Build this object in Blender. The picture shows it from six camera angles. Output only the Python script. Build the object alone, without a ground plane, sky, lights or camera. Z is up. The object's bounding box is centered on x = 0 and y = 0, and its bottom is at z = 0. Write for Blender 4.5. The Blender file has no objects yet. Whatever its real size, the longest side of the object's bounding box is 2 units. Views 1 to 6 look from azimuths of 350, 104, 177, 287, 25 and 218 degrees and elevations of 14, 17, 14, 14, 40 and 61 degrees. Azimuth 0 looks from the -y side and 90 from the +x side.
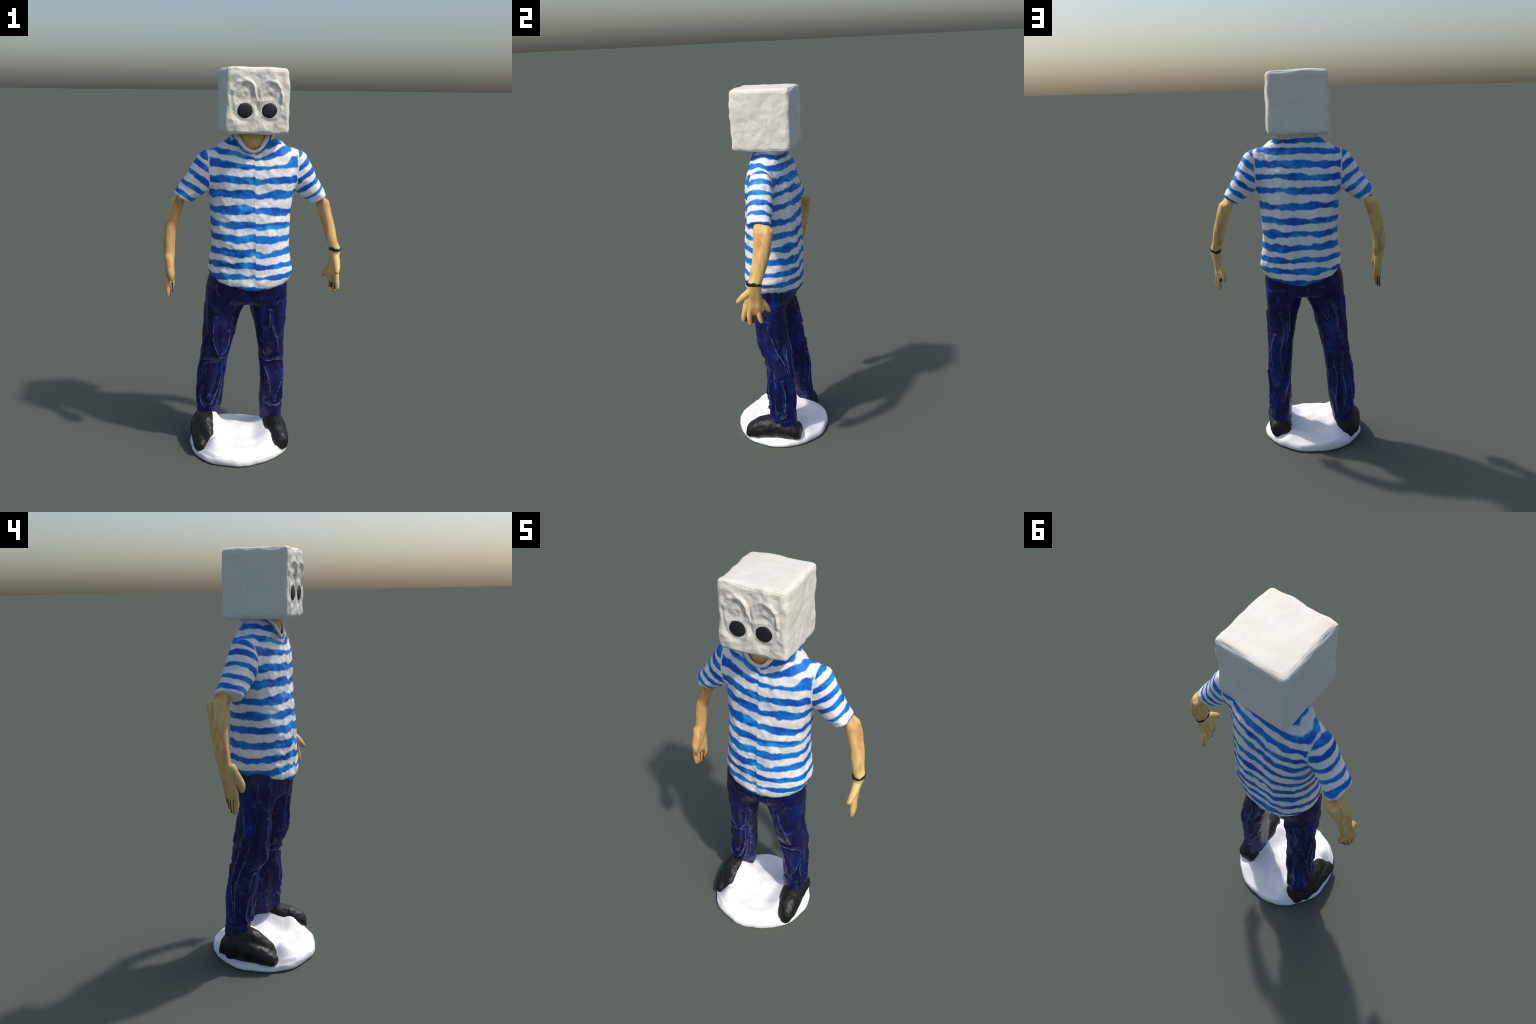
import bpy, bmesh, math
import numpy as np
from mathutils import Vector, noise
from mathutils.bvhtree import BVHTree

noise.seed_set(7)

# ---------------------------------------------------------------- helpers
def spow(v, e):
    return math.copysign(abs(v) ** e, v)

def mesh_from(bm):
    me = bpy.data.meshes.new("tmp")
    bm.to_mesh(me)
    bm.free()
    return me

def skin_rings(bm, rings):
    """close a tube through rings of equal vertex count, capped with fans"""
    vr = [[bm.verts.new(p) for p in r] for r in rings]
    n = len(rings[0])
    for a, b in zip(vr, vr[1:]):
        for i in range(n):
            bm.faces.new((a[i], a[(i + 1) % n], b[(i + 1) % n], b[i]))
    for r in (vr[0], vr[-1]):
        c = bm.verts.new(sum((v.co for v in r), Vector()) / n)
        for i in range(n):
            bm.faces.new((c, r[i], r[(i + 1) % n]))

def smooth_table(rows, steps):
    """Catmull-Rom through rows of control values"""
    rows = np.array(rows, float)
    out = []
    for i in range(len(rows) - 1):
        p0, p1, p2, p3 = rows[max(i - 1, 0)], rows[i], rows[i + 1], rows[min(i + 2, len(rows) - 1)]
        for k in range(steps):
            t = k / steps
            out.append(0.5 * (2 * p1 + (p2 - p0) * t + (2 * p0 - 5 * p1 + 4 * p2 - p3) * t * t + (3 * p1 - p0 - 3 * p2 + p3) * t ** 3))
    out.append(rows[-1])
    return np.array(out)

def loft_levels(bm, rows, exp=2.4, n=64, steps=5):
    """rows: z, x_min, x_max, y_front, y_back -> stack of superellipse sections"""
    rings = []
    for z, x0, x1, y0, y1 in smooth_table(rows, steps):
        cx, cy, a, b = (x0 + x1) / 2, (y0 + y1) / 2, (x1 - x0) / 2, (y1 - y0) / 2
        rings.append([Vector((cx + a * spow(math.cos(t), 2 / exp), cy + b * spow(math.sin(t), 2 / exp), z))
                      for t in (2 * math.pi * i / n for i in range(n))])
    skin_rings(bm, rings)

def loft_turned(bm, rows, exp=2.4, n=64, steps=5):
    """rows: z, centre x, centre y, half width, half depth, turn about z"""
    rings = []
    for z, cx, cy, a, b, f in smooth_table(rows, steps):
        c, s = math.cos(f), math.sin(f)
        ring = []
        for t in (2 * math.pi * i / n for i in range(n)):
            u, w = a * spow(math.cos(t), 2 / exp), b * spow(math.sin(t), 2 / exp)
            ring.append(Vector((cx + u * c - w * s, cy + u * s + w * c, z)))
        rings.append(ring)
    skin_rings(bm, rings)

def loft_sleeve(bm, rows, exp=2.15, n=40, steps=5):
    """rows: outer x,z  inner x,z  y centre, y half width"""
    rings = []
    for ox, oz, ix, iz, yc, yh in smooth_table(rows, steps):
        c = Vector(((ox + ix) / 2, yc, (oz + iz) / 2))
        d = Vector(((ox - ix) / 2, 0, (oz - iz) / 2))
        rings.append([c + d * spow(math.cos(t), 2 / exp) + Vector((0, yh * spow(math.sin(t), 2 / exp), 0))
                      for t in (2 * math.pi * i / n for i in range(n))])
    skin_rings(bm, rings)

def loft_path(bm, rows, n=20, steps=4, flat=1.0, side=None):
    """rows: x,y,z,radius -> round tube with rounded ends; flat scales it across 'side'"""
    pts = smooth_table(rows, steps)
    P = [Vector(p[:3]) for p in pts]
    R = [p[3] for p in pts]
    rings = []
    ref = Vector(side) if side else Vector((1, 0, 0))
    m = len(P)
    def ring(c, d, r):
        u = (ref - d * ref.dot(d)).normalized()
        w = d.cross(u)
        return [c + u * (r * flat * math.cos(t)) + w * (r * math.sin(t)) for t in (2 * math.pi * i / n for i in range(n))]
    for i in range(m):
        d = (P[min(i + 1, m - 1)] - P[max(i - 1, 0)]).normalized()
        if i == 0:
            for a in (75, 45, 20):
                a = math.radians(a)
                rings.append(ring(P[0] - d * R[0] * math.sin(a) * 0.8, d, R[0] * math.cos(a)))
        rings.append(ring(P[i], d, R[i]))
        if i == m - 1:
            for a in (20, 45, 75):
                a = math.radians(a)
                rings.append(ring(P[-1] + d * R[-1] * math.sin(a) * 0.8, d, R[-1] * math.cos(a)))
    skin_rings(bm, rings)

def remeshed(bm, voxel, smooth=0, factor=0.5):
    bmesh.ops.recalc_face_normals(bm, faces=bm.faces)
    ob = bpy.data.objects.new("tmp", mesh_from(bm))
    bpy.context.scene.collection.objects.link(ob)
    m = ob.modifiers.new("r", 'REMESH')
    m.mode = 'VOXEL'
    m.voxel_size = voxel
    if smooth:
        s = ob.modifiers.new("s", 'SMOOTH')
        s.iterations = smooth
        s.factor = factor
    return bake(ob)

def bake(ob):
    dg = bpy.context.evaluated_depsgraph_get()
    me = bpy.data.meshes.new_from_object(ob.evaluated_get(dg))
    old = ob.data
    bpy.data.objects.remove(ob)
    bpy.data.meshes.remove(old)
    return me

def decimated(me, ratio):
    ob = bpy.data.objects.new("tmp", me)
    bpy.context.scene.collection.objects.link(ob)
    m = ob.modifiers.new("d", 'DECIMATE')
    m.ratio = ratio
    return bake(ob)

def displace(me, fn):
    """move every vertex: fn(co, normal) -> new position"""
    new = [fn(v.co.copy(), v.normal.copy()) for v in me.vertices]
    for v, c in zip(me.vertices, new):
        v.co = c
    me.update()

def n1(p, s, seed=0.0):
    return noise.noise(Vector((p.x * s + seed, p.y * s + seed * 1.7, p.z * s - seed)))

def nv(p, sx, sy, sz, seed=0.0):
    return noise.noise(Vector((p.x * sx + seed, p.y * sy + seed * 1.7, p.z * sz - seed)))

def cut(me, co, no, keep=lambda c: True):
    """insert a clean edge loop where a plane crosses the chosen faces"""
    bm = bmesh.new()
    bm.from_mesh(me)
    fs = [f for f in bm.faces if keep(f.calc_center_median())]
    geom = fs + list({e for f in fs for e in f.edges}) + list({v for f in fs for v in f.verts})
    bmesh.ops.bisect_plane(bm, geom=geom, plane_co=co, plane_no=no)
    bm.to_mesh(me)
    bm.free()
    me.update()

def smoothstep(a, b, x):
    t = min(1, max(0, (x - a) / (b - a)))
    return t * t * (3 - 2 * t)

root = bpy.data.objects.new("clay_figurine", None)
bpy.context.scene.collection.objects.link(root)
root["label"] = "painted clay man with cube head, striped shirt, round base"
root["category"] = "figurine"

def add_part(name, me, mat, parent=None):
    ob = bpy.data.objects.new(name, me)
    me.name = name
    bpy.context.scene.collection.objects.link(ob)
    ob.parent = parent or root
    me.materials.clear()
    for m in (mat if isinstance(mat, (list, tuple)) else [mat]):
        me.materials.append(m)
    return ob

def split_parts(me, label, specs, facet=0.5):
    """separate one body surface by region; every piece keeps the whole body's normals,
    leaned a little toward each face so that the modelling facets show"""
    vn = np.array([v.normal[:] for v in me.vertices])
    V = [v.co[:] for v in me.vertices]
    groups = {}
    for p in me.polygons:
        groups.setdefault(label(p.center), []).append(p)
    out = {}
    for key, polys in groups.items():
        name, mat, parent = specs[key]
        if isinstance(parent, str):
            parent = out[parent]
        idx, faces, nor = {}, [], []
        for p in polys:
            f = []
            fn = np.array(p.normal[:])
            for vi in p.vertices:
                f.append(idx.setdefault(vi, len(idx)))
                q = vn[vi] * (1 - facet) + fn * facet
                nor.append(q / (np.linalg.norm(q) + 1e-9))
            faces.append(f)
        sub = bpy.data.meshes.new(name)
        sub.from_pydata([V[i] for i in idx], [], faces)
        sub.polygons.foreach_set("use_smooth", [True] * len(faces))
        sub.update()
        sub.normals_split_custom_set([tuple(q) for q in nor])
        out[key] = add_part(name, sub, mat, parent)
    return out

# ---------------------------------------------------------------- materials
class Nodes:
    def __init__(self, name, rough=0.6, spec=0.35):
        self.mat = bpy.data.materials.new(name)
        self.mat.use_nodes = True
        self.t = self.mat.node_tree
        self.bsdf = self.t.nodes["Principled BSDF"]
        self.bsdf.inputs["Roughness"].default_value = rough
        self.bsdf.inputs["Specular IOR Level"].default_value = spec
        self.co = self.n("ShaderNodeTexCoord").outputs["Object"]
        s = self.n("ShaderNodeSeparateXYZ")
        self.link(self.co, s.inputs[0])
        self.x, self.y, self.z = s.outputs
    def n(self, t, **k):
        nd = self.t.nodes.new(t)
        for a, b in k.items():
            setattr(nd, a, b)
        return nd
    def link(self, a, b):
        self.t.links.new(a, b)
    def put(self, v, sock):
        if hasattr(v, "is_output"):
            self.link(v, sock)
        else:
            sock.default_value = v
    def m(self, op, a, b=0.0, c=0.0):
        nd = self.n("ShaderNodeMath", operation=op)
        for i, v in enumerate((a, b, c)):
            self.put(v, nd.inputs[i])
        return nd.outputs[0]
    def ss(self, v, a, b, lo=0.0, hi=1.0):
        nd = self.n("ShaderNodeMapRange", interpolation_type='SMOOTHSTEP')
        for i, q in enumerate((v, a, b, lo, hi)):
            self.put(q, nd.inputs[i])
        return nd.outputs[0]
    def vec(self, scale=(1, 1, 1), loc=(0, 0, 0), src=None):
        nd = self.n("ShaderNodeMapping")
        self.link(src or self.co, nd.inputs[0])
        nd.inputs["Scale"].default_value = scale
        nd.inputs["Location"].default_value = loc
        return nd.outputs[0]
    def noise(self, scale, detail=3, stretch=(1, 1, 1), loc=(0, 0, 0), rough=0.55, out="Fac", src=None):
        nd = self.n("ShaderNodeTexNoise")
        self.link(self.vec(stretch, loc, src), nd.inputs["Vector"])
        nd.inputs["Scale"].default_value = scale
        nd.inputs["Detail"].default_value = detail
        nd.inputs["Roughness"].default_value = rough
        return nd.outputs[out]
    def mix(self, f, a, b):
        nd = self.n("ShaderNodeMix", data_type='RGBA')
        self.put(f, nd.inputs[0])
        for v, s in ((a, nd.inputs[6]), (b, nd.inputs[7])):
            if hasattr(v, "is_output"):
                self.link(v, s)
            else:
                s.default_value = (*v, 1)
        return nd.outputs[2]
    def ramp(self, v, stops):
        nd = self.n("ShaderNodeValToRGB")
        self.link(v, nd.inputs[0])
        el = nd.color_ramp.elements
        while len(el) < len(stops):
            el.new(0.5)
        for e, (p, g) in zip(el, stops):
            e.position = p
            e.color = (g, g, g, 1)
        return nd.outputs[0]
    def color(self, c):
        self.link(c, self.bsdf.inputs["Base Color"])
    def bump(self, h, strength=0.3, dist=0.002):
        nd = self.n("ShaderNodeBump")
        nd.inputs["Strength"].default_value = strength
        nd.inputs["Distance"].default_value = dist
        self.link(h, nd.inputs["Height"])
        self.link(nd.outputs[0], self.bsdf.inputs["Normal"])

EYES = ((-0.079, 1.842), (0.044, 1.840))      # centres of the raised eye ovals, x and z
WHITE = (0.86, 0.85, 0.835)
BLUES = [(0.002, 0.190, 0.66), (0.002, 0.095, 0.50), (0.018, 0.33, 0.79)]

def paint_blue(M):
    """brushed acrylic blue: dark, mid and thin strokes"""
    c = M.mix(M.ss(M.noise(9, 3, (1, 1, 1.4)), 0.42, 0.60), BLUES[0], BLUES[1])
    c = M.mix(M.ss(M.noise(8, 3, (1, 1, 1.6), (3, 1, 2)), 0.50, 0.68), c, BLUES[2])
    return M.mix(M.ss(M.noise(60, 2, (1.5, 1.5, 0.12), (5, 2, 1)), 0.60, 0.78, 0, 0.35), c, (0.03, 0.26, 0.68))

def finish_stripes(M, phase, half, keep=None):
    """phase: running stripe number, stripe centres at whole numbers"""
    f = M.m('ABSOLUTE', M.m('SUBTRACT', M.m('FRACT', M.m('ADD', phase, 0.5)), 0.5))
    wob = M.m('MULTIPLY', M.m('SUBTRACT', M.noise(13, 2.5, (1, 1, 0.6), (2, 7, 1), 0.5), 0.5), 0.52)
    fine = M.m('MULTIPLY', M.m('SUBTRACT', M.noise(45, 2, (1, 1, 0.5)), 0.5), 0.08)
    f = M.m('ADD', f, M.m('ADD', wob, fine))
    broad = M.m('MULTIPLY', M.m('SUBTRACT', M.noise(5, 2, (1, 1, 2.5), (8, 3, 5)), 0.5), 0.30)     # loaded and starved brush
    f = M.m('ADD', f, broad)
    mask = M.ss(f, half - 0.060, half + 0.060, 1, 0)
    if keep is not None:
        mask = M.m('MULTIPLY', mask, keep)
    w = M.mix(M.ss(M.noise(20, 4), 0.35, 0.7), WHITE, (0.76, 0.76, 0.755))
    w = M.mix(M.ss(M.noise(45, 3, (1, 1, 1), (9, 9, 9)), 0.62, 0.8, 0, 0.25), w, (0.40, 0.52, 0.68))
    M.color(M.mix(mask, w, paint_blue(M)))
    M.bump(M.noise(220, 3), 0.25, 0.001)
    return M.mat

def shirt_material():
    M = Nodes("striped_shirt_paint", 0.55, 0.3)
    # paint levels measured from hem to collar
    levels = [0.915, 0.978, 1.034, 1.100, 1.174, 1.242, 1.313, 1.392, 1.464, 1.527, 1.585, 1.640, 1.70]
    wave = M.m('MULTIPLY', M.m('SUBTRACT', M.noise(6.5, 3, (1, 1, 0.7)), 0.5), 0.046)
    chest = M.m('MULTIPLY', M.ss(M.z, 1.5, 1.6), M.m('MULTIPLY', M.y, -0.07))      # upper rows hang lower in front
    step = M.m('MULTIPLY', M.m('MULTIPLY', M.ss(M.x, -0.018, -0.012), M.ss(M.y, 0.0, -0.05)), 0.008)  # button placket offset
    # rows climb toward the shoulders on the front
    ax = M.m('ABSOLUTE', M.m('ADD', M.x, 0.015))
    climb = M.m('MULTIPLY', M.m('MULTIPLY', M.ss(M.z, 1.50, 1.60), M.ss(M.y, 0.09, -0.03)), M.m('MULTIPLY', M.m('SUBTRACT', ax, 0.09), -0.32))
    z = M.m('ADD', M.m('ADD', M.m('ADD', M.z, climb), wave), M.m('ADD', chest, step))
    t = M.m('DIVIDE', M.m('SUBTRACT', z, 0.90), 0.82)
    ph = M.ramp(t, [((l - 0.90) / 0.82, (i + 1) / 16) for i, l in enumerate(levels)])
    # bare seam round the armholes
    rag = M.m('MULTIPLY', M.m('SUBTRACT', M.noise(30, 3), 0.5), 0.02)
    seam = M.m('ADD', M.m('SUBTRACT', M.m('ABSOLUTE', M.m('ADD', M.x, 0.009)), 0.222), rag)
    keep = M.m('MAXIMUM', M.ss(seam, -0.006, 0.001, 1, 0.15), M.ss(M.z, 1.40, 1.37))
    return finish_stripes(M, M.m('MULTIPLY', ph, 16), 0.24, keep)

def sleeve_material(name, origin, axis, first, step):
    M = Nodes(name, 0.55, 0.3)
    d = M.n("ShaderNodeVectorMath", operation='DOT_PRODUCT')
    M.link(M.co, d.inputs[0])
    a = Vector(axis).normalized()
    d.inputs[1].default_value = a
    off = a.dot(Vector(origin))
    s = M.m('SUBTRACT', d.outputs["Value"], off + first)
    s = M.m('ADD', s, M.m('MULTIPLY', M.m('SUBTRACT', M.noise(8, 2), 0.5), 0.03))
    return finish_stripes(M, M.m('ADD', M.m('DIVIDE', s, step), 4.0), 0.23)

def skin_material():
    M = Nodes("skin_paint", 0.5, 0.35)
    c = M.mix(M.ss(M.noise(10, 4, (1, 1, 0.35)), 0.38, 0.62), (0.72, 0.425, 0.165), (0.76, 0.535, 0.185))
    c = M.mix(M.ss(M.noise(16, 3, (1.5, 1.5, 0.4), (4, 2, 8)), 0.47, 0.64, 0, 0.9), c, (0.62, 0.29, 0.10))
    c = M.mix(M.ss(M.noise(30, 4, (1.5, 1.5, 0.25), (1, 5, 3)), 0.53, 0.74, 0, 0.55), c, (0.40, 0.24, 0.09))
    M.color(c)
    M.bump(M.noise(70, 3, (1.6, 1.6, 0.25)), 0.35, 0.002)
    return M.mat

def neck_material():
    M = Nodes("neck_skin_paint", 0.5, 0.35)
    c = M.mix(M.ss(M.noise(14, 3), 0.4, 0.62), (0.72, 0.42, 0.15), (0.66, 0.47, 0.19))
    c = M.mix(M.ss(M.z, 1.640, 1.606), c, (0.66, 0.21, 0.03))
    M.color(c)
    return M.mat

def denim_material():
    M = Nodes("navy_trouser_paint", 0.42, 0.30)
    c = M.mix(M.ss(M.noise(9, 3, (1, 1, 0.6)), 0.40, 0.64), (0.0050, 0.0060, 0.062), (0.013, 0.012, 0.082))
    c = M.mix(M.ss(M.noise(11, 3, (1, 1, 0.5), (7, 3, 1)), 0.52, 0.68), c, (0.005, 0.018, 0.170))
    # scuffed panels and dry brushed edges of folds
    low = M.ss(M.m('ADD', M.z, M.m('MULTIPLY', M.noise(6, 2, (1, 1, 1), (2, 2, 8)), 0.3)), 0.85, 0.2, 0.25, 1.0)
    c = M.mix(M.m('MULTIPLY', low, M.ss(M.noise(15, 5, (1, 1, 0.7), (1, 8, 4), 0.65), 0.55, 0.72, 0, 0.75)), c, (0.022, 0.045, 0.22))
    dn = M.n("ShaderNodeVectorMath", operation='MULTIPLY_ADD')
    M.link(M.noise(7, 3, out="Color"), dn.inputs[0])
    dn.inputs[1].default_value = (0.16, 0.16, 0.16)
    M.link(M.co, dn.inputs[2])
    v = M.n("ShaderNodeTexVoronoi", feature='DISTANCE_TO_EDGE')
    M.link(M.vec((1, 1, 0.42), src=dn.outputs[0]), v.inputs["Vector"])
    v.inputs["Scale"].default_value = 11
    line = M.ss(v.outputs["Distance"], 0.012, 0.05, 1, 0)
    line = M.m('MULTIPLY', line, M.ss(M.noise(22, 3, (1, 1, 0.8), (4, 4, 4)), 0.50, 0.66))
    c = M.mix(M.m('MULTIPLY', line, 0.5), c, (0.075, 0.12, 0.31))
    spk = M.ss(M.noise(75, 3, (1, 1, 0.7), (6, 2, 6)), 0.68, 0.78, 0, 0.7)
    c = M.mix(M.m('MULTIPLY', spk, M.ss(M.noise(9, 2, (1, 1, 1), (1, 1, 5)), 0.5, 0.65)), c, (0.02, 0.14, 0.48))
    M.color(c)
    M.bump(M.noise(60, 4, (1, 1, 0.5)), 0.5, 0.003)
    return M.mat

def scuff_material():
    M = Nodes("dry_brushed_fold", 0.4, 0.4)
    k = M.ss(M.noise(55, 4, (1, 1, 0.8)), 0.38, 0.56)
    c = M.mix(k, (0.012, 0.018, 0.10), (0.10, 0.145, 0.33))
    M.color(M.mix(M.ss(M.noise(80, 3, (1, 1, 1), (2, 3, 4)), 0.58, 0.72), c, (0.24, 0.33, 0.50)))
    return M.mat

def shoe_material():
    M = Nodes("black_shoe_paint", 0.46, 0.34)
    c = M.mix(M.ss(M.noise(14, 4), 0.42, 0.66), (0.008, 0.008, 0.0085), (0.017, 0.016, 0.016))
    c = M.mix(M.ss(M.noise(35, 4, (1, 1, 1), (3, 3, 1)), 0.62, 0.78, 0, 0.6), c, (0.05, 0.048, 0.05))
    M.color(c)
    M.bump(M.noise(60, 3), 0.4, 0.002)
    return M.mat

def plaster_material():
    M = Nodes("cream_plaster_paint", 0.6, 0.25)
    c = M.mix(M.ss(M.noise(9, 4), 0.35, 0.68), (0.76, 0.72, 0.63), (0.785, 0.755, 0.68))
    c = M.mix(M.ss(M.noise(26, 4, (1, 1, 1), (5, 1, 2)), 0.60, 0.8, 0, 0.4), c, (0.68, 0.59, 0.50))
    # noisy grey patches inside the eye ovals
    sm = None
    for ex, ez in EYES:
        dx = M.m('DIVIDE', M.m('SUBTRACT', M.x, ex), 0.056)
        dz = M.m('DIVIDE', M.m('SUBTRACT', M.z, ez), 0.088)
        e = M.m('SQRT', M.m('ADD', M.m('MULTIPLY', dx, dx), M.m('MULTIPLY', dz, dz)))
        k = M.ss(e, 0.75, 1.15, 1, 0)
        sm = k if sm is None else M.m('MAXIMUM', sm, k)
    sm = M.m('MULTIPLY', sm, M.ss(M.y, -0.140, -0.150))
    sm = M.m('MULTIPLY', sm, M.ss(M.noise(38, 3, (1, 1, 1), (1, 4, 9)), 0.47, 0.62, 0, 0.55))
    c = M.mix(sm, c, (0.40, 0.41, 0.42))
    M.color(c)
    M.bump(M.noise(160, 3), 0.2, 0.001)
    return M.mat

def base_material():
    M = Nodes("white_base_paint", 0.55, 0.3)
    c = M.mix(M.ss(M.noise(12, 4), 0.4, 0.7), (0.90, 0.89, 0.88), (0.84, 0.83, 0.83))
    c = M.mix(M.ss(M.noise(40, 3, (1, 1, 2), (2, 6, 2)), 0.64, 0.8, 0, 0.35), c, (0.62, 0.60, 0.66))
    M.color(c)
    M.bump(M.noise(90, 3), 0.15, 0.001)
    return M.mat

def plain(name, col, rough=0.5, vary=0.35):
    M = Nodes(name, rough, 0.4)
    c2 = tuple(min(1, v * (1 + vary)) for v in col)
    M.color(M.mix(M.ss(M.noise(28, 3), 0.4, 0.65), col, c2))
    return M.mat

shirt_mat = shirt_material()
skin_mat = skin_material()
denim = denim_material()
scuff = scuff_material()
black = shoe_material()
plaster = plaster_material()
white_base = base_material()
pupil_mat = plain("black_pupil_paint", (0.010, 0.010, 0.011), 0.55, 0.5)
band_mat = plain("dark_wristband_paint", (0.012, 0.009, 0.009), 0.5, 0.8)
web_mat = plain("dark_gap_filler_paint", (0.026, 0.019, 0.024), 0.5, 0.8)
collar_mat = plain("white_collar_paint", (0.72, 0.72, 0.71), 0.55, 0.1)
trim_mat = plain("blue_collar_paint", (0.006, 0.13, 0.52), 0.5, 0.5)

# ---------------------------------------------------------------- head: plaster cube
PUPILS = (-0.0755, 0.0415)
def build_head():
    corner = {  # sculpted cube is slightly out of true
        (0, 0, 0): (-0.166, -0.160, 1.682), (1, 0, 0): (0.143, -0.161, 1.678),
        (0, 1, 0): (-0.167, 0.151, 1.677), (1, 1, 0): (0.144, 0.146, 1.676),
        (0, 0, 1): (-0.161, -0.163, 1.992), (1, 0, 1): (0.139, -0.164, 1.989),
        (0, 1, 1): (-0.161, 0.151, 1.990), (1, 1, 1): (0.144, 0.150, 1.987)}
    bm = bmesh.new()
    v = {k: bm.verts.new(c) for k, c in corner.items()}
    for q in (((0,0,0),(1,0,0),(1,1,0),(0,1,0)), ((0,0,1),(1,0,1),(1,1,1),(0,1,1)), ((0,0,0),(1,0,0),(1,0,1),(0,0,1)),
              ((0,1,0),(1,1,0),(1,1,1),(0,1,1)), ((0,0,0),(0,1,0),(0,1,1),(0,0,1)), ((1,0,0),(1,1,0),(1,1,1),(1,0,1))):
        bm.faces.new([v[k] for k in q])
    bmesh.ops.recalc_face_normals(bm, faces=bm.faces)
    bmesh.ops.bevel(bm, geom=list(bm.edges), offset=0.020, segments=3, profile=0.5, affect='EDGES')
    # fillet between cube and collar, left by the scan merging them
    loft_levels(bm, [(1.695, -0.145, 0.128, -0.02, 0.120), (1.678, -0.136, 0.120, -0.018, 0.110), (1.655, -0.112, 0.096, -0.015, 0.090),
                     (1.630, -0.100, 0.086, -0.01, 0.08)], 2.3, 40, 3)
    me = remeshed(bm, 0.0055, 3)
    def shape(p, n):
        front = max(0, -n.y) ** 3
        top = max(0, n.z) ** 4
        amp = 0.0012 + 0.0040 * front + 0.0018 * max(0, n.x) ** 3
        d = amp * n1(p, 24, 3.1) + 0.35 * amp * n1(p, 55, 9.0) + 0.006 * n1(p, 8, 5)
        d -= 0.5 * amp * top
        if front > 0.2:
            for k, (ex, ez) in enumerate(EYES):
                u, w = (p.x - ex) / 0.056, (p.z - ez) / 0.086
                u += 0.12 * n1(p, 20, 2 + k)
                e = math.hypot(u, w)
                d += 0.0062 * math.exp(-((e - 1.04) / 0.13) ** 2) * smoothstep(-0.9, 0.3, u * 0.5 + w) * (1 + 1.5 * n1(p, 35, k + 4))
                d -= 0.0034 * (1 - smoothstep(0.62, 0.98, e)) * smoothstep(-0.5, 0.4, w) * (1 + 0.8 * n1(p, 40, k + 7))
                d += 0.0045 * math.exp(-((e - 0.45) / 0.2) ** 2) * smoothstep(0.1, 0.5, w)
                d -= 0.0042 * math.exp(-((e - 1.12) / 0.16) ** 2) * smoothstep(0.1, -0.5, u * 0.9 + w * 0.6)
            for px in PUPILS:      # flat bed under each painted pupil
                d *= smoothstep(0.034, 0.052, math.hypot(p.x - px, p.z - 1.793))
            d -= 0.006 * math.exp(-((p.x + 0.018) / 0.008) ** 2) * smoothstep(1.74, 1.80, p.z) * smoothstep(1.93, 1.87, p.z)
        edge = 1 - max(abs(n.x), abs(n.y), abs(n.z))      # knocked, uneven edges
        d += 0.022 * edge * n1(p, 17, 6.5)
        q = p + n * d
        q.z += 0.006 * top * (1 - min(1, ((p.x + 0.01) / 0.17) ** 2)) * (1 - min(1, (p.y / 0.17) ** 2))
        q.z -= 0.004 * max(0, -n.z) ** 3 * math.sin(p.x * 26)
        return q
    displace(me, shape)
    me = decimated(me, 0.07)
    head = split_parts(me, lambda c: 0, {0: ("head", plaster, None)}, 0.97)[0]
    for ex in PUPILS:
        bm = bmesh.new()
        bmesh.ops.create_uvsphere(bm, u_segments=28, v_segments=14, radius=1)
        pm = mesh_from(bm)
        def lens(p, n, ex=ex):
            a = math.atan2(p.z, p.x)
            r = 0.0365 * (1 + 0.03 * math.sin(2 * a + 1) + 0.02 * math.sin(5 * a + ex * 40))
            return Vector((ex + p.x * r, -0.1605 + p.y * 0.0085, 1.793 + p.z * r))
        displace(pm, lens)
        pm.polygons.foreach_set("use_smooth", [True] * len(pm.polygons))
        add_part("pupil", pm, pupil_mat, head)
    return head

# ---------------------------------------------------------------- shirt with sleeves
def v_notch(x, z):
    """signed distance-like value to the edge of the open neck"""
    hw = 0.066 * math.sqrt(max(0.0, z - 1.604) / 0.078) if z > 1.604 else -0.5 * (1.604 - z)
    return abs(x + 0.022) - hw

TORSO = [(0.910, -0.024, -0.004, 0.192, 0.142, -0.06), (0.933, -0.021, -0.001, 0.206, 0.152, -0.07), (0.968, -0.017, 0.001, 0.216, 0.153, -0.08),
         (1.000, -0.016, 0.002, 0.215, 0.151, -0.08), (1.050, -0.018, 0.003, 0.2095, 0.152, -0.06), (1.100, -0.0175, 0.004, 0.2025, 0.152, -0.03),
         (1.150, -0.017, 0.005, 0.199, 0.151, -0.02), (1.200, -0.017, 0.007, 0.1995, 0.148, -0.05), (1.250, -0.016, 0.009, 0.2015, 0.143, -0.08),
         (1.300, -0.015, 0.011, 0.2055, 0.137, -0.11), (1.360, -0.013, 0.013, 0.212, 0.130, -0.15), (1.420, -0.012, 0.012, 0.217, 0.126, -0.17),
         (1.480, -0.012, 0.010, 0.220, 0.120, -0.18), (1.530, -0.011, 0.010, 0.220, 0.109, -0.18), (1.570, -0.009, 0.012, 0.216, 0.097, -0.17),
         (1.600, -0.009, 0.011, 0.198, 0.092, -0.15), (1.625, -0.009, 0.009, 0.164, 0.090, -0.12), (1.645, -0.010, 0.008, 0.130, 0.086, -0.10),
         (1.665, -0.010, 0.008, 0.106, 0.082, -0.05), (1.690, -0.010, 0.008, 0.098, 0.079, 0.0)]
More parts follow.
